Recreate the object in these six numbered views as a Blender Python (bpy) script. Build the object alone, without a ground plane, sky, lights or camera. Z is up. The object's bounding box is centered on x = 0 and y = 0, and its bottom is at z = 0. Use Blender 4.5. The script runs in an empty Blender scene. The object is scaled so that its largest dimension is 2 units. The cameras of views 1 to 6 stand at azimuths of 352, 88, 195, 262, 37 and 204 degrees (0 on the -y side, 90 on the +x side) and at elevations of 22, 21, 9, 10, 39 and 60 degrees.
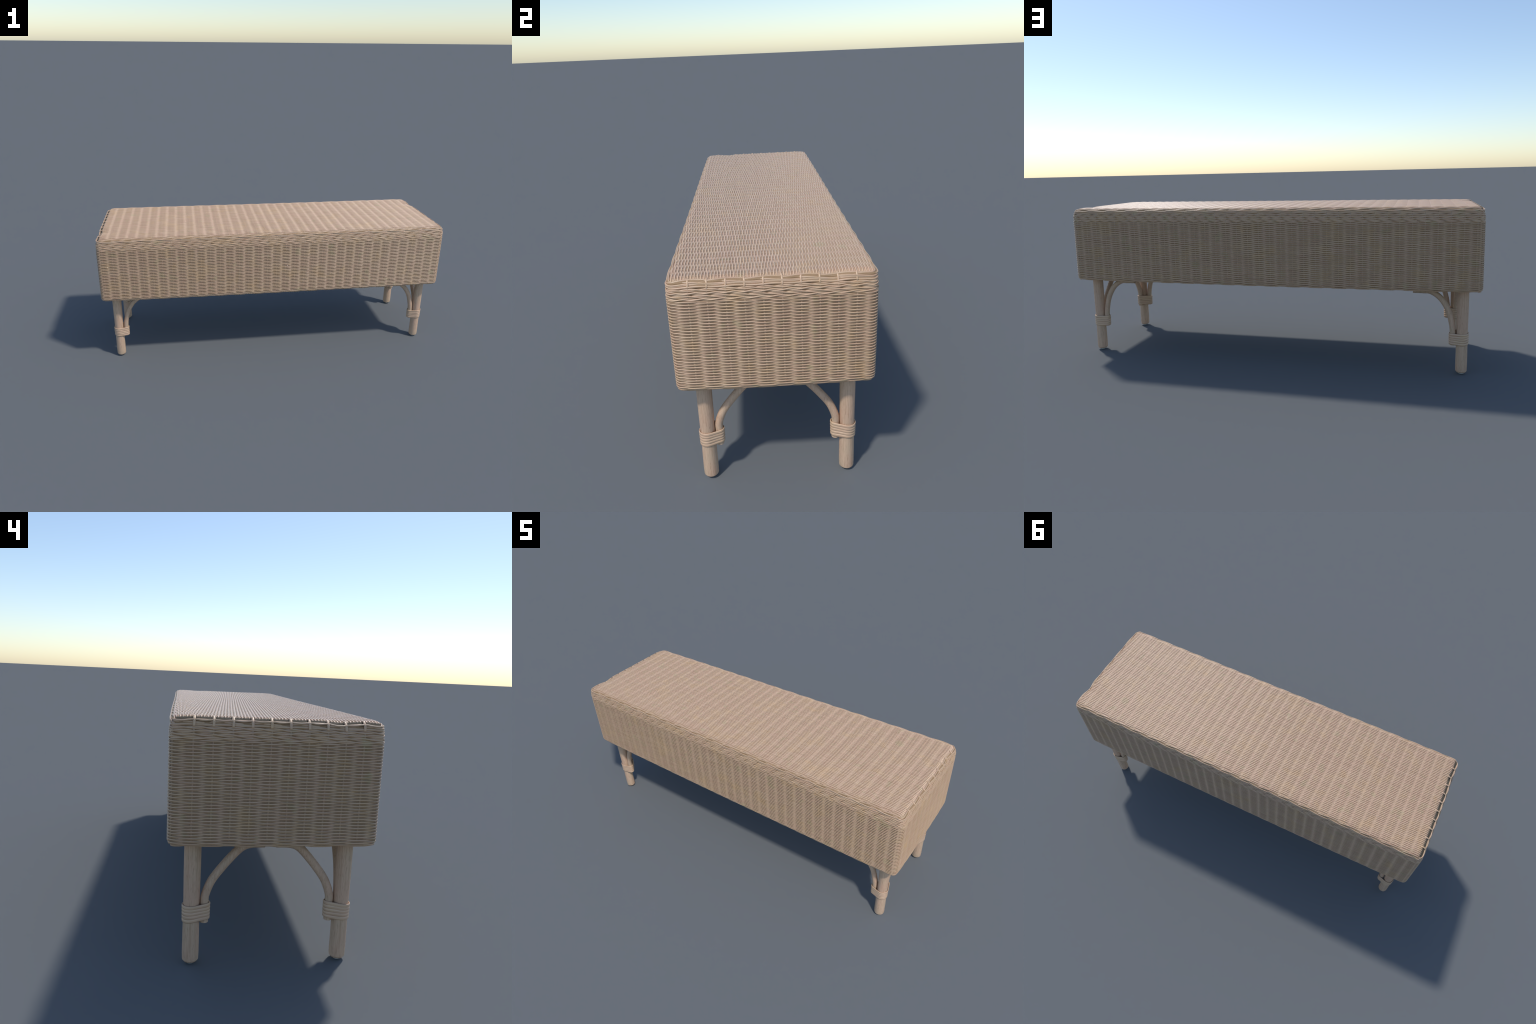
"""Long woven-cane bench: a box body of plain-woven cane on four round cane legs
with bent braces, cane bindings and small plastic glides."""
import bpy, math
import numpy as np

rng = np.random.default_rng(7)

# ------------------------------------------------------------------ sizes (m)
HALF_X, HALF_Y = 0.9955, 0.3045      # face planes of the body
Z_BOTTOM, Z_TOP = 0.3870, 0.7584
CORNER_R = 0.025                      # plan radius of the body corners
EDGE_R = 0.018                        # rounding of the lower / upper edges
STAKE_X, STAKE_Y = 0.0535, 0.0532     # spacing of the upright stakes
ROW = 0.0047                          # pitch of the weaving rows
AMP = 0.0009                          # in-and-out of a weaver
WEAVER_D = 0.0014                     # half depth of a weaver
H_FRONT, H_CROSS, H_BACK = 0.0028, 0.0026, 0.0009   # half height in front, crossing, behind
SKIN = AMP + WEAVER_D - 0.0008        # weave centre surface below the face
LEG_X, LEG_Y, LEG_R = 0.919, 0.2315, 0.0250
BRACE_R = 0.0130

# ------------------------------------------------------------------ materials
def srgb(r, g, b):
    f = lambda c: c / 12.92 if c <= 0.04045 else ((c + 0.055) / 1.055) ** 2.4
    return (f(r / 255), f(g / 255), f(b / 255), 1.0)


class Nodes:
    def __init__(self, name):
        self.mat = bpy.data.materials.new(name)
        self.mat.use_nodes = True
        self.t = self.mat.node_tree
        self.bsdf = self.t.nodes["Principled BSDF"]
        self.coord = self.t.nodes.new("ShaderNodeTexCoord").outputs["Object"]

    def link(self, a, b):
        self.t.links.new(a, b)

    def noise(self, scale, stretch=(1, 1, 1), detail=3.0, rough=0.55, rot=(0, 0, 0)):
        mp = self.t.nodes.new("ShaderNodeMapping")
        mp.inputs["Scale"].default_value = stretch
        mp.inputs["Rotation"].default_value = rot
        n = self.t.nodes.new("ShaderNodeTexNoise")
        n.inputs["Scale"].default_value = scale
        n.inputs["Detail"].default_value = detail
        n.inputs["Roughness"].default_value = rough
        self.link(self.coord, mp.inputs["Vector"])
        self.link(mp.outputs["Vector"], n.inputs["Vector"])
        return n.outputs["Fac"]

    def ramp(self, fac, stops):
        r = self.t.nodes.new("ShaderNodeValToRGB")
        el = r.color_ramp.elements
        while len(el) < len(stops):
            el.new(0.5)
        for e, (p, c) in zip(el, stops):
            e.position, e.color = p, c
        self.link(fac, r.inputs["Fac"])
        return r.outputs["Color"]

    def mix(self, a, b, fac, mode="MIX"):
        m = self.t.nodes.new("ShaderNodeMix")
        m.data_type = "RGBA"
        m.blend_type = mode
        for sock, v in ((m.inputs[6], a), (m.inputs[7], b), (m.inputs[0], fac)):
            if hasattr(v, "is_linked") or hasattr(v, "links"):
                self.link(v, sock)
            else:
                sock.default_value = v
        return m.outputs[2]

    def bump(self, fac, strength, dist):
        b = self.t.nodes.new("ShaderNodeBump")
        b.inputs["Strength"].default_value = strength
        b.inputs["Distance"].default_value = dist
        self.link(fac, b.inputs["Height"])
        self.link(b.outputs["Normal"], self.bsdf.inputs["Normal"])

    def finish(self, color, rough=0.5, spec=0.5):
        if isinstance(color, tuple):
            self.bsdf.inputs["Base Color"].default_value = color
        else:
            self.link(color, self.bsdf.inputs["Base Color"])
        self.bsdf.inputs["Roughness"].default_value = rough
        self.bsdf.inputs["Specular IOR Level"].default_value = spec
        return self.mat


def cane_material(name, stretch, tone=1.0, rough=0.38, spec=0.6, pale=0.0):
    """Beige split cane: streaks run along the strand, patches drift pink to straw."""
    n = Nodes(name)
    def k(r, g, b):          # tone scales, pale washes towards a pinkish grey
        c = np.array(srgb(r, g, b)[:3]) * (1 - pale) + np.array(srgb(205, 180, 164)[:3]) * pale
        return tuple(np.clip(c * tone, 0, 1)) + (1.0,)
    streak = n.noise(1.0, stretch, 2.0)
    patch = n.noise(14.0, (1, 1, 1), 3.0, 0.6)
    base = n.ramp(streak, [(0.30, k(184, 150, 118)), (0.5, k(205, 172, 139)),
                           (0.72, k(219, 189, 157))])
    tint = n.ramp(patch, [(0.32, k(215, 177, 130)), (0.46, k(206, 174, 141)),
                          (0.58, k(210, 170, 142)), (0.70, k(192, 174, 130))])
    col = n.mix(base, tint, 0.45)
    n.bump(streak, 0.25, 0.0006)
    return n.finish(col, rough, spec)


def pole_material(name, rot=(0, 0, 0)):
    """Peeled rattan pole: fine long grain, pinkish and grey-green patches."""
    n = Nodes(name)
    grain = n.noise(1.0, (260, 260, 9), 3.0, 0.6)
    fine = n.noise(1.0, (700, 700, 40), 2.0)
    patch = n.noise(11.0, (1, 1, 0.6), 3.0, 0.55)
    base = n.ramp(grain, [(0.30, srgb(176, 140, 106)), (0.48, srgb(203, 172, 144)),
                          (0.70, srgb(221, 192, 160))])
    tint = n.ramp(patch, [(0.30, srgb(211, 170, 146)), (0.50, srgb(202, 172, 147)),
                          (0.68, srgb(186, 168, 142))])
    col = n.mix(base, tint, 0.55)
    flecks = n.ramp(fine, [(0.34, srgb(150, 118, 92)), (0.42, (1, 1, 1, 1))])
    col = n.mix(col, flecks, 0.35, "MULTIPLY")
    n.bump(grain, 0.25, 0.0008)
    return n.finish(col, 0.55, 0.35)


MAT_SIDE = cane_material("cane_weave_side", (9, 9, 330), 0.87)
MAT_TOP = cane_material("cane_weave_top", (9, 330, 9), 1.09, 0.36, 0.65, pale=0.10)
MAT_BAND = cane_material("cane_twined_band", (12, 12, 260), 0.91, pale=0.05)
MAT_BIND = cane_material("cane_binding", (25, 25, 300), 1.0, pale=0.15)
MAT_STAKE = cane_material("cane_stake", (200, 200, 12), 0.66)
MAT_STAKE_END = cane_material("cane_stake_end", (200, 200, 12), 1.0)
MAT_POLE = pole_material("rattan_pole")
_l = Nodes("brown_gap_shade_backing")
MAT_WEAVE_SHADE = _l.finish(_l.ramp(_l.noise(30, (1, 1, 1)), [(0.3, srgb(150, 121, 91)), (0.7, srgb(168, 139, 107))]), 0.7, 0.3)
_s = Nodes("seat_gap_shade_tint")
MAT_SEAT_SHADE = _s.finish(_s.ramp(_s.noise(30, (1, 1, 1)), [(0.3, srgb(176, 146, 118)), (0.7, srgb(190, 162, 134))]), 0.6, 0.4)  # light brown baked-in shade seen between the seat strands
_d = Nodes("rim_gap_painted_shadow")
MAT_RIM_SHADOW = _d.finish(_d.ramp(_d.noise(60, (1, 1, 1)), [(0.3, srgb(84, 76, 63)), (0.7, srgb(108, 98, 83))]), 0.8, 0.2)
_g = Nodes("pale_plastic_glide")
MAT_GLIDE = _g.finish(_g.ramp(_g.noise(60, (1, 1, 1)), [(0.3, srgb(205, 214, 212)), (0.7, srgb(222, 228, 226))]), 0.35, 0.5)

# ------------------------------------------------------------------ mesh tools
class Soup:
    """Collects vertices and faces of many swept strands into one mesh."""
    def __init__(self):
        self.v, self.f, self.n = [], [], 0

    def add(self, verts, quads):
        self.v.append(verts)
        self.f.append(quads + self.n)
        self.n += len(verts)

    def tube(self, centre, u, w, a, b, sides=6, closed=False, cap=True):
        """Sweep an ellipse: half-size a along u, b along w (arrays N x 3)."""
        centre = np.asarray(centre, float)
        N = len(centre)
        ang = np.arange(sides) * 2 * math.pi / sides
        a = np.broadcast_to(np.asarray(a, float), (N,))[:, None, None]
        b = np.broadcast_to(np.asarray(b, float), (N,))[:, None, None]
        ring = (centre[:, None, :] + a * np.cos(ang)[None, :, None] * u[:, None, :]
                + b * np.sin(ang)[None, :, None] * w[:, None, :])
        i = np.arange(N if closed else N - 1)[:, None]
        j = np.arange(sides)[None, :]
        i2, j2 = (i + 1) % N, (j + 1) % sides
        q = np.stack([i * sides + j, i * sides + j2, i2 * sides + j2, i2 * sides + j], -1).reshape(-1, 4)
        verts = ring.reshape(-1, 3)
        if not closed and cap:                      # close both ends with fans
            c0, c1 = len(verts), len(verts) + 1
            verts = np.vstack([verts, centre[:1], centre[-1:]])
            jj = np.arange(sides); jn = (jj + 1) % sides
            last = (N - 1) * sides
            q = np.vstack([q, np.stack([np.full(sides, c0), jn, jj, jj], 1),
                           np.stack([np.full(sides, c1), last + jj, last + jn, last + jn], 1)])
        self.add(verts, q)

    def build(self, name, mat, parent=None, kind=None, smooth=True):
        v = np.vstack(self.v); q = np.vstack(self.f)
        tri = q[:, 2] == q[:, 3]
        loops = np.concatenate([q[~tri].reshape(-1), q[tri][:, :3].reshape(-1)])
        counts = np.concatenate([np.full((~tri).sum(), 4), np.full(tri.sum(), 3)])
        starts = np.concatenate([[0], np.cumsum(counts)[:-1]])
        me = bpy.data.meshes.new(name)
        me.vertices.add(len(v)); me.vertices.foreach_set("co", v.reshape(-1))
        me.loops.add(len(loops)); me.loops.foreach_set("vertex_index", loops.astype(np.int32))
        me.polygons.add(len(counts))
        me.polygons.foreach_set("loop_start", starts.astype(np.int32))
        me.polygons.foreach_set("loop_total", counts.astype(np.int32))
        me.update(calc_edges=True); me.validate()
        me.polygons.foreach_set("use_smooth", np.full(len(counts), smooth))
        me.materials.append(mat)
        ob = bpy.data.objects.new(name, me)
        bpy.context.scene.collection.objects.link(ob)
        ob.parent = parent
        if kind:
            ob["kind"] = kind
        return ob


def unit(a):
    return a / np.linalg.norm(a, axis=-1, keepdims=True)


def spline(points, n):
    """Catmull-Rom through control points, n samples evenly spaced by length."""
    p = np.asarray(points, float)
    p = np.vstack([2 * p[0] - p[1], p, 2 * p[-1] - p[-2]])
    out = []
    t = np.linspace(0, 1, 20, endpoint=False)[:, None]
    for k in range(1, len(p) - 2):
        a, b, c, d = p[k - 1], p[k], p[k + 1], p[k + 2]
        out.append(0.5 * (2 * b + (c - a) * t + (2 * a - 5 * b + 4 * c - d) * t ** 2
                          + (3 * b - a - 3 * c + d) * t ** 3))
    out = np.vstack(out + [p[-2:-1]])
    L = np.concatenate([[0], np.cumsum(np.linalg.norm(np.diff(out, axis=0), axis=1))])
    s = np.linspace(0, L[-1], n)
    return np.stack([np.interp(s, L, out[:, k]) for k in range(3)], 1)


# ------------------------------------------------------------------ body outline
class Outline:
    """Rounded rectangle in plan; position and outward normal by arc length."""
    def __init__(self, hx, hy, r):
        self.hx, self.hy, self.r = hx, hy, r
        self.lx, self.ly, self.q = 2 * (hx - r), 2 * (hy - r), math.pi / 2 * r
        self.total = 2 * self.lx + 2 * self.ly + 4 * self.q

    def at(self, s):
        s = np.asarray(s, float) % self.total
        pos = np.zeros((len(s), 2)); nor = np.zeros((len(s), 2))
        cx, cy, r = self.hx - self.r, self.hy - self.r, self.r
        legs = [((-cx, -self.hy), (1, 0), (0, -1), self.lx, (cx, -cy), -90),
                ((self.hx, -cy), (0, 1), (1, 0), self.ly, (cx, cy), 0),
                ((cx, self.hy), (-1, 0), (0, 1), self.lx, (-cx, cy), 90),
                ((-self.hx, cy), (0, -1), (-1, 0), self.ly, (-cx, -cy), 180)]
        o = 0.0
        for st, d, nn, L, cc, a0 in legs:
            m = (s >= o) & (s < o + L)
            pos[m] = np.array(st) + (s[m] - o)[:, None] * np.array(d); nor[m] = nn
            o += L
            m = (s >= o) & (s <= o + self.q + 1e-9)
            a = math.radians(a0) + (s[m] - o) / r
            nor[m] = np.stack([np.cos(a), np.sin(a)], 1)
            pos[m] = np.array(cc) + r * nor[m]
            o += self.q
        return pos, nor

    def stakes(self):
        """Arc positions of the upright stakes: 37 along, 10 across, 4 corners."""
        half = self.lx / 2
        xs = np.arange(-18, 19) * STAKE_X
        ys = (np.arange(-5, 5) + 0.5) * STAKE_Y
        o, out = 0.0, []
        for ts, L in ((xs, self.lx), (ys, self.ly)) * 2:
            out += list(o + L / 2 + ts)
            out.append(o + L + self.q / 2)
            o += L + self.q
        return np.array(sorted(out))


outline = Outline(HALF_X, HALF_Y, CORNER_R)
STAKES = outline.stakes()


def ease(v, a, b):
    t = np.clip((v - a) / (b - a), 0, 1)
    return t * t * (3 - 2 * t)


def wobble(p):
    """Hand-made unevenness of the body: walls belly out, the upper edge is drawn
    in at both ends, and the end edges dip beside two opposite corners."""
    x, y, z = p[:, 0], p[:, 1], p[:, 2]
    q = p.copy()
    top = ease(z, 0.715, Z_TOP)
    low = 1 - ease(z, 0.700, Z_TOP - 0.003)
    q[:, 1] += y / HALF_Y * 0.0058 * (1 - 0.75 * np.clip(np.abs(x), 0, 1) ** 10) * low
    end = np.clip(np.abs(x), 0, 1) ** 8 * np.sign(x)
    q[:, 0] += end * (0.0042 * (1 - (np.clip(y / 0.3, -1, 1)) ** 2) * (1 - top) - 0.0080 * top)
    dip = np.exp(-((y * np.sign(x) - 0.176) / 0.034) ** 2) * np.exp(-((1 - np.abs(x)) / 0.06) ** 2) * ease(z, 0.70, 0.75)
    q[:, 0] -= np.sign(x) * 0.0045 * dip * ease(np.abs(x), 0.8, 0.95)
    q[:, 2] -= 0.0050 * dip
    sag = np.exp(-((1 - np.abs(x)) / 0.035) ** 2 - ((0.3 - np.abs(y)) / 0.035) ** 2) * ease(z, 0.70, 0.75)
    q[:, 2] -= 0.0045 * sag
    q[:, 2] += 0.0024 * np.abs(end) * (1 - ease(z, Z_BOTTOM, 0.45))
    q[:, 1] += 0.0007 * np.tanh(y / 0.1) * np.sin(4.3 * x + 5 * z)
    q[:, 2] += 0.0007 * np.sin(3.1 * x + 1.0) * np.cos(7 * y)
    return q


def over_under(phase):
    """A weaver stays in front for most of one bay, then ducks quickly behind."""
    return np.tanh(1.1 * np.cos(phase)) / math.tanh(1.1)


def weaver_height(c):
    """Flat and wide in front and at the crossings, pinched where it runs behind."""
    return np.interp(c, [-1, -0.75, -0.15, 0.2, 1], [H_BACK, H_BACK * 1.1, H_CROSS, H_CROSS, H_FRONT])


def perimeter_samples(per=8):
    """Arc samples, weaving phase (pi per stake) and plan frame round the body."""
    nxt = np.append(STAKES[1:], STAKES[0] + outline.total)
    f = np.arange(per) / per
    s = (STAKES[:, None] + (nxt - STAKES)[:, None] * f).reshape(-1)
    ph = (np.arange(len(STAKES))[:, None] + f).reshape(-1) * math.pi
    pos, nor = outline.at(s)
    return s, ph, pos, nor


S, PH, POS, NOR = perimeter_samples(10)
N3 = np.column_stack([NOR, np.zeros(len(NOR))])
UP = np.tile([0.0, 0.0, 1.0], (len(NOR), 1))


def ring(offset, z):
    """A closed path round the body, pushed out by offset (scalar or array)."""
    off = np.broadcast_to(offset, (len(S),))
    zz = np.broadcast_to(z, (len(S),))
    return wobble(np.column_stack([POS + NOR * off[:, None], zz]))


# ------------------------------------------------------------------ the bench
bench = bpy.data.objects.new("wicker_bench", None)
bpy.context.scene.collection.objects.link(bench)
bench["label"] = "long beige woven cane bench on four short rattan legs"
bench["category"] = "bench"

# ---- backing shell coloured brown to give the weave openings their shade
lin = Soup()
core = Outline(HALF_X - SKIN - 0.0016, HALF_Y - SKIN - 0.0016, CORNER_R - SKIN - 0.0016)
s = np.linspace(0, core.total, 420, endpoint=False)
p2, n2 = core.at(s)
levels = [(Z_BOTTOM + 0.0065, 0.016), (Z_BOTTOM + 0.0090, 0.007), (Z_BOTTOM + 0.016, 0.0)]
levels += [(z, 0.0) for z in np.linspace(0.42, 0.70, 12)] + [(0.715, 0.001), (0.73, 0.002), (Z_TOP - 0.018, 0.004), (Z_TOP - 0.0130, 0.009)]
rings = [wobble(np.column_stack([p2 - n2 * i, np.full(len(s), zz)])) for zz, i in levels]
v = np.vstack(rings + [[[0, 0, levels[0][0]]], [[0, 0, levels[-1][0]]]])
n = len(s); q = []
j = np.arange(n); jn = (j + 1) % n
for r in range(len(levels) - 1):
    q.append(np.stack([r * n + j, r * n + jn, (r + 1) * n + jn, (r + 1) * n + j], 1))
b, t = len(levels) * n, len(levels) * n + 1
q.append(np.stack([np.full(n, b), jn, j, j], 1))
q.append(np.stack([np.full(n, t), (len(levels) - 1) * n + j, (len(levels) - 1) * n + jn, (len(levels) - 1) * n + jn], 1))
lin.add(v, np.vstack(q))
body = lin.build("woven_body", MAT_WEAVE_SHADE, bench)

# ---- side weave: plain weave, every row a separate ring of cane
side = Soup()
Z_BAND = 0.6935
z, k = Z_BOTTOM + 0.0032, 0
while z < Z_BAND:
    t = max(0.0, Z_BOTTOM + EDGE_R - z)
    inset = EDGE_R - math.sqrt(max(EDGE_R ** 2 - t ** 2, 0))
    a = AMP * (0.92 + 0.16 * rng.random())
    jit = 0.0001 * np.sin(PH * 0.11 + rng.random() * 6.28)
    d = a * over_under(PH + math.pi * (k % 2))
    # a weaver is spread flat where it lies in front, pinched where it dips behind
    h = weaver_height(d / a) * (0.95 + 0.10 * rng.random())
    side.tube(ring(d - SKIN - inset, z + jit), N3, UP, WEAVER_D, h, 6, closed=True)
    z += ROW; k += 1
# rows that turn under the lower edge
for inset in (0.009, 0.0135, 0.018, 0.0225):
    d = AMP * np.cos(PH + math.pi * (k % 2)); k += 1
    side.tube(ring(-SKIN - inset, Z_BOTTOM + 0.0035 + d * 0.3), N3, UP, H_CROSS, WEAVER_D, 6, closed=True)
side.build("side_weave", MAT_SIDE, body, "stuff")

# ---- upright stakes that show between the weavers
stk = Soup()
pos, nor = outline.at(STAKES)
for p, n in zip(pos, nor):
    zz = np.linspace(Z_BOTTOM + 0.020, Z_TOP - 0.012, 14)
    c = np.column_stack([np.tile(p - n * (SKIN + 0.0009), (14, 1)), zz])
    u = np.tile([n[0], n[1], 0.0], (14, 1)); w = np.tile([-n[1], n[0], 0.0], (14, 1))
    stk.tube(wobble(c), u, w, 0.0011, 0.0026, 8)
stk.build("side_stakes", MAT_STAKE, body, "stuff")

# ---- twined band: four two-ply rows, neighbouring rows twisted opposite ways
band = Soup()
core_cane = Soup()
for r, zc in enumerate((0.6980, 0.7075, 0.7170, 0.7265)):
    hand = 1 if r % 2 else -1
    for ply in (0, 1):
        th = hand * (PH + ply * math.pi) + r * 0.9
        c = ring(-0.0026 + 0.0012 * np.sin(th), zc + 0.0025 * np.cos(th))
        band.tube(c, N3, UP, 0.0019, 0.0027, 7, closed=True)
    # brown filler strand behind the two plies, seen as dark slivers between them
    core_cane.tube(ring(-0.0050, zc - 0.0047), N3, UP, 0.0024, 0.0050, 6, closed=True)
# plain strand under the rim
for zc, off in ((0.7345, -0.0028), (0.7402, -0.0032)):
    th = PH + (0 if zc < 0.737 else math.pi)
    band.tube(ring(off + 0.0008 * np.cos(th), zc + 0.0009 * np.sin(PH)), N3, UP, 0.0026, 0.0035, 7, closed=True)
band.build("twined_band", MAT_BAND, body, "stuff")

# ---- rim: three-strand flat plait lying on the rounded upper edge
OPEN = np.clip(-NOR[:, 0] * 2 - 1, 0, 1)[:]   # 1 on the -x end, where the rim stands open
SLOPE_IN = unit(-N3 * (1 - 0.85 * OPEN)[:, None] + UP)    # along the rounding, towards the top
SLOPE_OUT = unit(N3 + UP * (1 - 0.85 * OPEN)[:, None])    # outwards from the rounding
for strand in range(3):
    th = PH / 3.0 + strand * 2 * math.pi / 3
    # whole number of plait periods round the rim
    turns = round(len(STAKES) / 6)
    th = (np.arange(len(PH)) / len(PH)) * turns * 2 * math.pi + strand * 2 * math.pi / 3
    base = ring(-0.0052 + 0.0024 * OPEN, Z_TOP - 0.0100 - 0.0078 * OPEN)
    c = base + SLOPE_IN * (0.0068 * np.sin(th))[:, None] + SLOPE_OUT * (0.0014 * np.sin(2 * th))[:, None]
    rim = Soup()
    rim.tube(c, SLOPE_OUT, SLOPE_IN, 0.0022, 0.0028, 8, closed=True)
    rim.build("rim_plait_strand", MAT_BAND, body)

# solid core under the plait and the plain strands
core_cane.tube(ring(-0.0080 + 0.004 * OPEN, Z_TOP - 0.0115 - 0.008 * OPEN), N3, UP, 0.0052 - 0.002 * OPEN, 0.0052, 8, closed=True)
core_cane.tube(ring(-0.0055, 0.7360), N3, UP, 0.0026, 0.0080, 8, closed=True)
core_cane.build("rim_core", MAT_WEAVE_SHADE, body)

# ---- seat weave: strands along the length over stakes across the width
seat = Soup()
SEAT_AMP, SEAT_SKIN = 0.0008, 0.0018
X_END_A, X_END_B = -0.9835, 0.9895
xs = []
kx = np.arange(-18, 19) * STAKE_X
xs = np.concatenate([[X_END_A, X_END_A + 0.006], np.linspace(-18.2 * STAKE_X, 18.2 * STAKE_X, 37 * 10), [X_END_B - 0.004, X_END_B]])
xs = np.sort(xs)
phx = xs / STAKE_X * math.pi
Y_EDGE = HALF_Y - 0.0085
y, k = -Y_EDGE, 0


def seat_drop(x, y):
    """How far the seat surface falls away towards its rounded edges."""
    r = 0.026
    tx = np.clip(np.abs(x) - (HALF_X - r), 0, r * 0.97)
    ty = np.clip(np.abs(y) - (HALF_Y - r), 0, r * 0.97)
    t = np.minimum(np.hypot(tx, ty), r * 0.97)
    return r - np.sqrt(r * r - t * t)


while y <= Y_EDGE + 1e-6:
    a = SEAT_AMP * (0.92 + 0.16 * rng.random())
    d = a * over_under(phx + math.pi * (k % 2))
    yy = y + 0.00008 * np.sin(xs * 2.2 + rng.random() * 6.28)
    c = np.column_stack([xs, yy, Z_TOP - SEAT_SKIN + d + 0.0002 * np.cos(2 * phx) - seat_drop(xs, yy)])
    u = np.tile([0.0, 0.0, 1.0], (len(xs), 1)); w = np.tile([0.0, 1.0, 0.0], (len(xs), 1))
    seat.tube(wobble(c), u, w, 0.0013, np.maximum(weaver_height(d / a), 0.0013) * (0.95 + 0.10 * rng.random()), 6)
    y += ROW; k += 1
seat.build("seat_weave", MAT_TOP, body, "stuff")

sst = Soup()
for x in kx:
    yy = np.linspace(-HALF_Y + 0.006, HALF_Y - 0.006, 41)
    c = np.column_stack([np.full(41, x), yy, Z_TOP - SEAT_SKIN - 0.0006 - seat_drop(np.full(41, x), yy)])
    u = np.tile([0.0, 0.0, 1.0], (41, 1)); w = np.tile([1.0, 0.0, 0.0], (41, 1))
    sst.tube(wobble(c), u, w, 0.0010, 0.0026, 8)
sst.build("seat_stakes", MAT_SEAT_SHADE, body, "stuff")

def sheet(P, name, mat):
    """Quad grid from an (n, m, 3) array of points."""
    n, m = P.shape[:2]
    i, j = np.meshgrid(np.arange(n - 1), np.arange(m - 1), indexing="ij")
    a = i * m + j
    so = Soup()
    so.add(wobble(P.reshape(-1, 3)), np.stack([a, a + m, a + m + 1, a + 1], -1).reshape(-1, 4))
    return so.build(name, mat, body)


gx, gy = np.meshgrid(np.linspace(X_END_A + 0.001, X_END_B, 160), np.linspace(-Y_EDGE, Y_EDGE, 80), indexing="ij")
sheet(np.stack([gx, gy, Z_TOP - SEAT_SKIN - 0.0013 - seat_drop(gx, gy)], -1), "seat_shade_backing", MAT_SEAT_SHADE)
# sloping strip painted dark: shadow in the slots of the -x rim
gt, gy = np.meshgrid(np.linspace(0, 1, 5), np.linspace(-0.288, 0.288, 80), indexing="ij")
sheet(np.stack([X_END_A + 0.002 - 0.0125 * gt, gy, Z_TOP - 0.0036 - 0.0100 * gt], -1), "rim_gap_shadow_strip", MAT_RIM_SHADOW)

# ---- stake ends that bend over the rim on the two short ends, leaving gaps
for sx in (-1, 1):
    for j in range(-5, 5):
        y = (j + 0.5) * STAKE_Y
        if sx < 0:
            pts = [(-0.972, y, Z_TOP - 0.0015), (-0.983, y, Z_TOP - 0.0018), (-0.9910, y, Z_TOP - 0.0066),
                   (-0.9965, y, Z_TOP - 0.0125), (-0.9968, y, Z_TOP - 0.020), (-0.9945, y, Z_TOP - 0.028)]
        else:
            pts = [(0.980, y, Z_TOP - 0.0030), (0.9870, y, Z_TOP - 0.0045), (0.9925, y, Z_TOP - 0.0090),
                   (0.9948, y, Z_TOP - 0.016), (0.9945, y, Z_TOP - 0.026)]
        c = wobble(spline([(a, b, h) for a, b, h in pts], 16))
        tg = unit(np.gradient(c, axis=0))
        w = np.tile([0.0, 1.0, 0.0], (len(c), 1))
        e = Soup(); e.tube(c, np.cross(tg, w), w, 0.0016, 0.0042 if sx < 0 else 0.0030, 8)
        e.build("stake_end", MAT_STAKE_END, body)

# ---- scalloped outer cane of the open rim on the -x end
sc = Soup()
yy = np.linspace(-0.2985, 0.2985, 12 * 12 + 1)
ph = (yy / STAKE_Y + 0.5) * math.pi
out = np.abs(np.cos(ph + math.pi / 2)) ** 0.8
turn = np.clip(np.abs(yy) - 0.2785, 0, 0.0198)
c = np.column_stack([-0.9930 - 0.0045 * out + 0.020 - np.sqrt(0.020 ** 2 - turn ** 2), yy,
                     Z_TOP - 0.0115 + 0.0008 * np.cos(2 * ph)])
c = wobble(c)
tg = unit(np.gradient(c, axis=0)); u = np.tile([0.0, 0.0, 1.0], (len(yy), 1))
sc.tube(c, u, np.cross(tg, u), 0.0026, 0.0024, 8)
sc.build("rim_scallop_cane", MAT_BAND, body)

# ------------------------------------------------------------------ legs
def round_pole(profile, sides=24):
    """Lathe of (radius, z) pairs about the z axis, returned as a Soup."""
    so = Soup()
    zz = np.array([p[1] for p in profile]); rr = np.array([p[0] for p in profile])
    c = np.column_stack([np.zeros(len(zz)), np.zeros(len(zz)), zz])
    so.tube(c, np.tile([1.0, 0, 0], (len(zz), 1)), np.tile([0, 1.0, 0], (len(zz), 1)), rr, rr, sides)
    return so


def hull_loop(circles, n):
    """Convex loop round several circles (x, y, r): a taut band of cane."""
    a = np.linspace(0, 2 * math.pi, 60, endpoint=False)
    pts = np.vstack([np.column_stack([x + r * np.cos(a), y + r * np.sin(a)]) for x, y, r in circles])
    pts = pts[np.lexsort((pts[:, 1], pts[:, 0]))]
    def half(seq):
        h = []
        for p in seq:
            while len(h) > 1 and ((h[-1][0] - h[-2][0]) * (p[1] - h[-2][1]) - (h[-1][1] - h[-2][1]) * (p[0] - h[-2][0])) <= 0:
                h.pop()
            h.append(p)
        return h
    lo, up = half(pts), half(pts[::-1])
    h = np.array(lo[:-1] + up[:-1])
    hc = np.vstack([h, h[:1]])
    L = np.concatenate([[0], np.cumsum(np.linalg.norm(np.diff(hc, axis=0), axis=1))])
    s = np.linspace(0, L[-1], n, endpoint=False)
    return np.column_stack([np.interp(s, L, hc[:, 0]), np.interp(s, L, hc[:, 1])])


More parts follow.
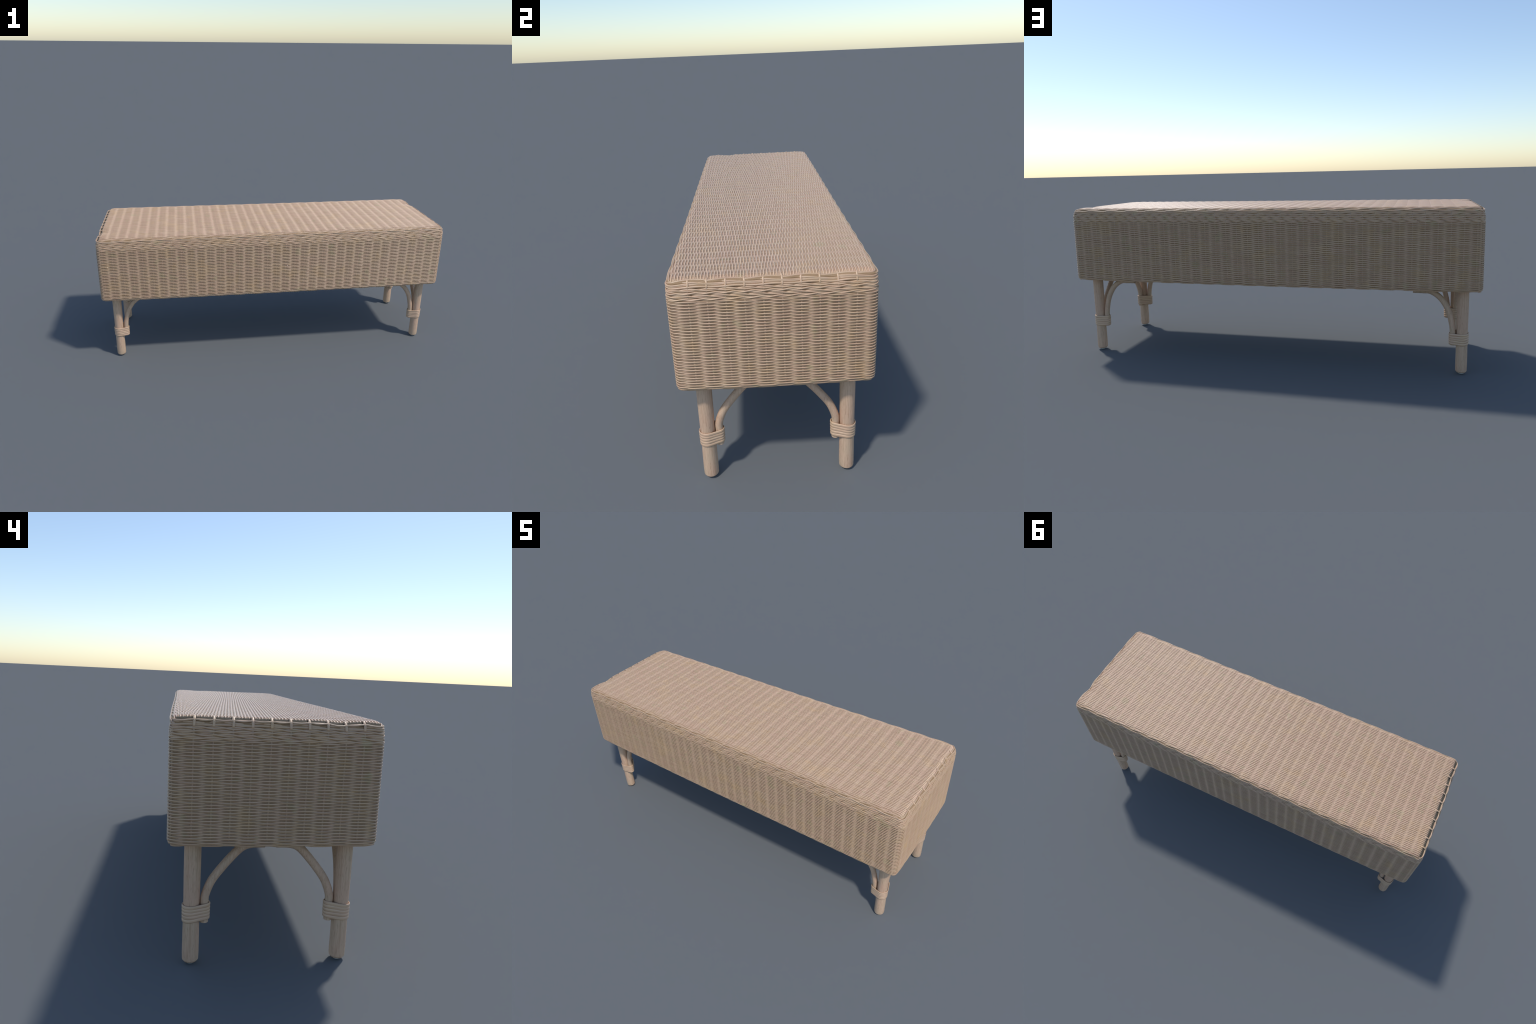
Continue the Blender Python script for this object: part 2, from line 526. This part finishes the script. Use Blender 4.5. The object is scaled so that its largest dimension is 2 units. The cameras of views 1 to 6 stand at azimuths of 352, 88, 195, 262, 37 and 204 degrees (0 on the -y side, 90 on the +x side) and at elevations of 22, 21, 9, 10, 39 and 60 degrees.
# leg profile, with the faint swelling of a natural cane
leg_profile = [(0.0, 0.0055), (0.0200, 0.0055), (0.0247, 0.0115)]
leg_profile += [(LEG_R + 0.0004 * math.sin(21 * z + 1.0), z) for z in np.linspace(0.03, 0.395, 22)]
leg_mesh = None

# braces: (distance inwards from the leg axis, height)
BRACE_LONG = [(0.0395, 0.131), (0.0395, 0.160), (0.0400, 0.187), (0.0450, 0.230), (0.0620, 0.291),
              (0.0950, 0.344), (0.1370, 0.3735), (0.1750, 0.3770), (0.2170, 0.3775)]
BRACE_SHORT = [(0.0385, 0.131), (0.0385, 0.160), (0.0385, 0.188), (0.0400, 0.216), (0.0575, 0.261),
               (0.0865, 0.302), (0.1190, 0.341), (0.1450, 0.3660), (0.1720, 0.3760), (0.2140, 0.3775)]


def brace_mesh(pts):
    p3 = [(d, 0.0, h) for d, h in pts]
    c = spline(p3, 48)
    tg = unit(np.gradient(c, axis=0))
    w = np.tile([0.0, 1.0, 0.0], (len(c), 1))
    so = Soup(); so.tube(c, np.cross(tg, w), w, BRACE_R, BRACE_R, 14)
    return so


def shade_by_angle(ob, deg=26):
    with bpy.context.temp_override(object=ob, active_object=ob, selected_objects=[ob], selected_editable_objects=[ob]):
        bpy.ops.object.shade_smooth_by_angle(angle=math.radians(deg))


legs_shared = {}
for sx in (-1, 1):
    for sy in (-1, 1):
        if "leg" not in legs_shared:
            leg = round_pole(leg_profile, 20).build("leg", MAT_POLE)
            shade_by_angle(leg)
            legs_shared["leg"] = leg
        else:
            leg = legs_shared["leg"].copy()
            bpy.context.scene.collection.objects.link(leg)
        leg.parent = bench
        leg.location = (sx * LEG_X, sy * LEG_Y, 0)
        # glide under the foot
        if "glide" not in legs_shared:
            g = round_pole([(0.0, 0.0), (0.0125, 0.0), (0.0142, 0.0014), (0.0145, 0.0070)], 20).build("foot_glide", MAT_GLIDE)
            shade_by_angle(g); legs_shared["glide"] = g
        else:
            g = legs_shared["glide"].copy(); bpy.context.scene.collection.objects.link(g)
        g.parent = leg
        # braces
        for key, pts, ang in (("long", BRACE_LONG, 0.0 if sx < 0 else math.pi),
                              ("short", BRACE_SHORT, math.pi / 2 if sy < 0 else -math.pi / 2)):
            if key not in legs_shared:
                br = brace_mesh(pts).build("brace", MAT_POLE)
                shade_by_angle(br); legs_shared[key] = br
            else:
                br = legs_shared[key].copy(); bpy.context.scene.collection.objects.link(br)
            br.parent = bench
            br.location = (sx * LEG_X, sy * LEG_Y, 0)
            br.rotation_euler = (0, 0, ang)
        # binding: five turns of cane round the leg and both braces
        bind = Soup()
        ix, iy = -sx * 0.0405, -sy * 0.0392
        loop = hull_loop([(0, 0, LEG_R + 0.0016), (ix, 0, BRACE_R + 0.0016), (0, iy, BRACE_R + 0.0016)], 90)
        nr = unit(np.roll(loop, -1, 0) - np.roll(loop, 1, 0)); nr = np.column_stack([nr[:, 1], -nr[:, 0]])
        n3 = np.column_stack([nr, np.zeros(len(nr))])
        up = np.tile([0.0, 0.0, 1.0], (len(nr), 1))
        for i in range(5):
            zc = 0.1425 + 0.0104 * i
            tilt = 0.05 * loop[:, 0] * sx - 0.08 * loop[:, 1] * sy
            wav = 0.0007 * np.sin(np.linspace(0, 2 * math.pi, 90, endpoint=False) * 2 + i)
            c = np.column_stack([loop + nr * 0.0002 * i, zc + tilt + wav])
            bind.tube(c, n3, up, 0.0020, 0.0060, 8, closed=True)
        b = bind.build("cane_binding", MAT_BIND, leg)
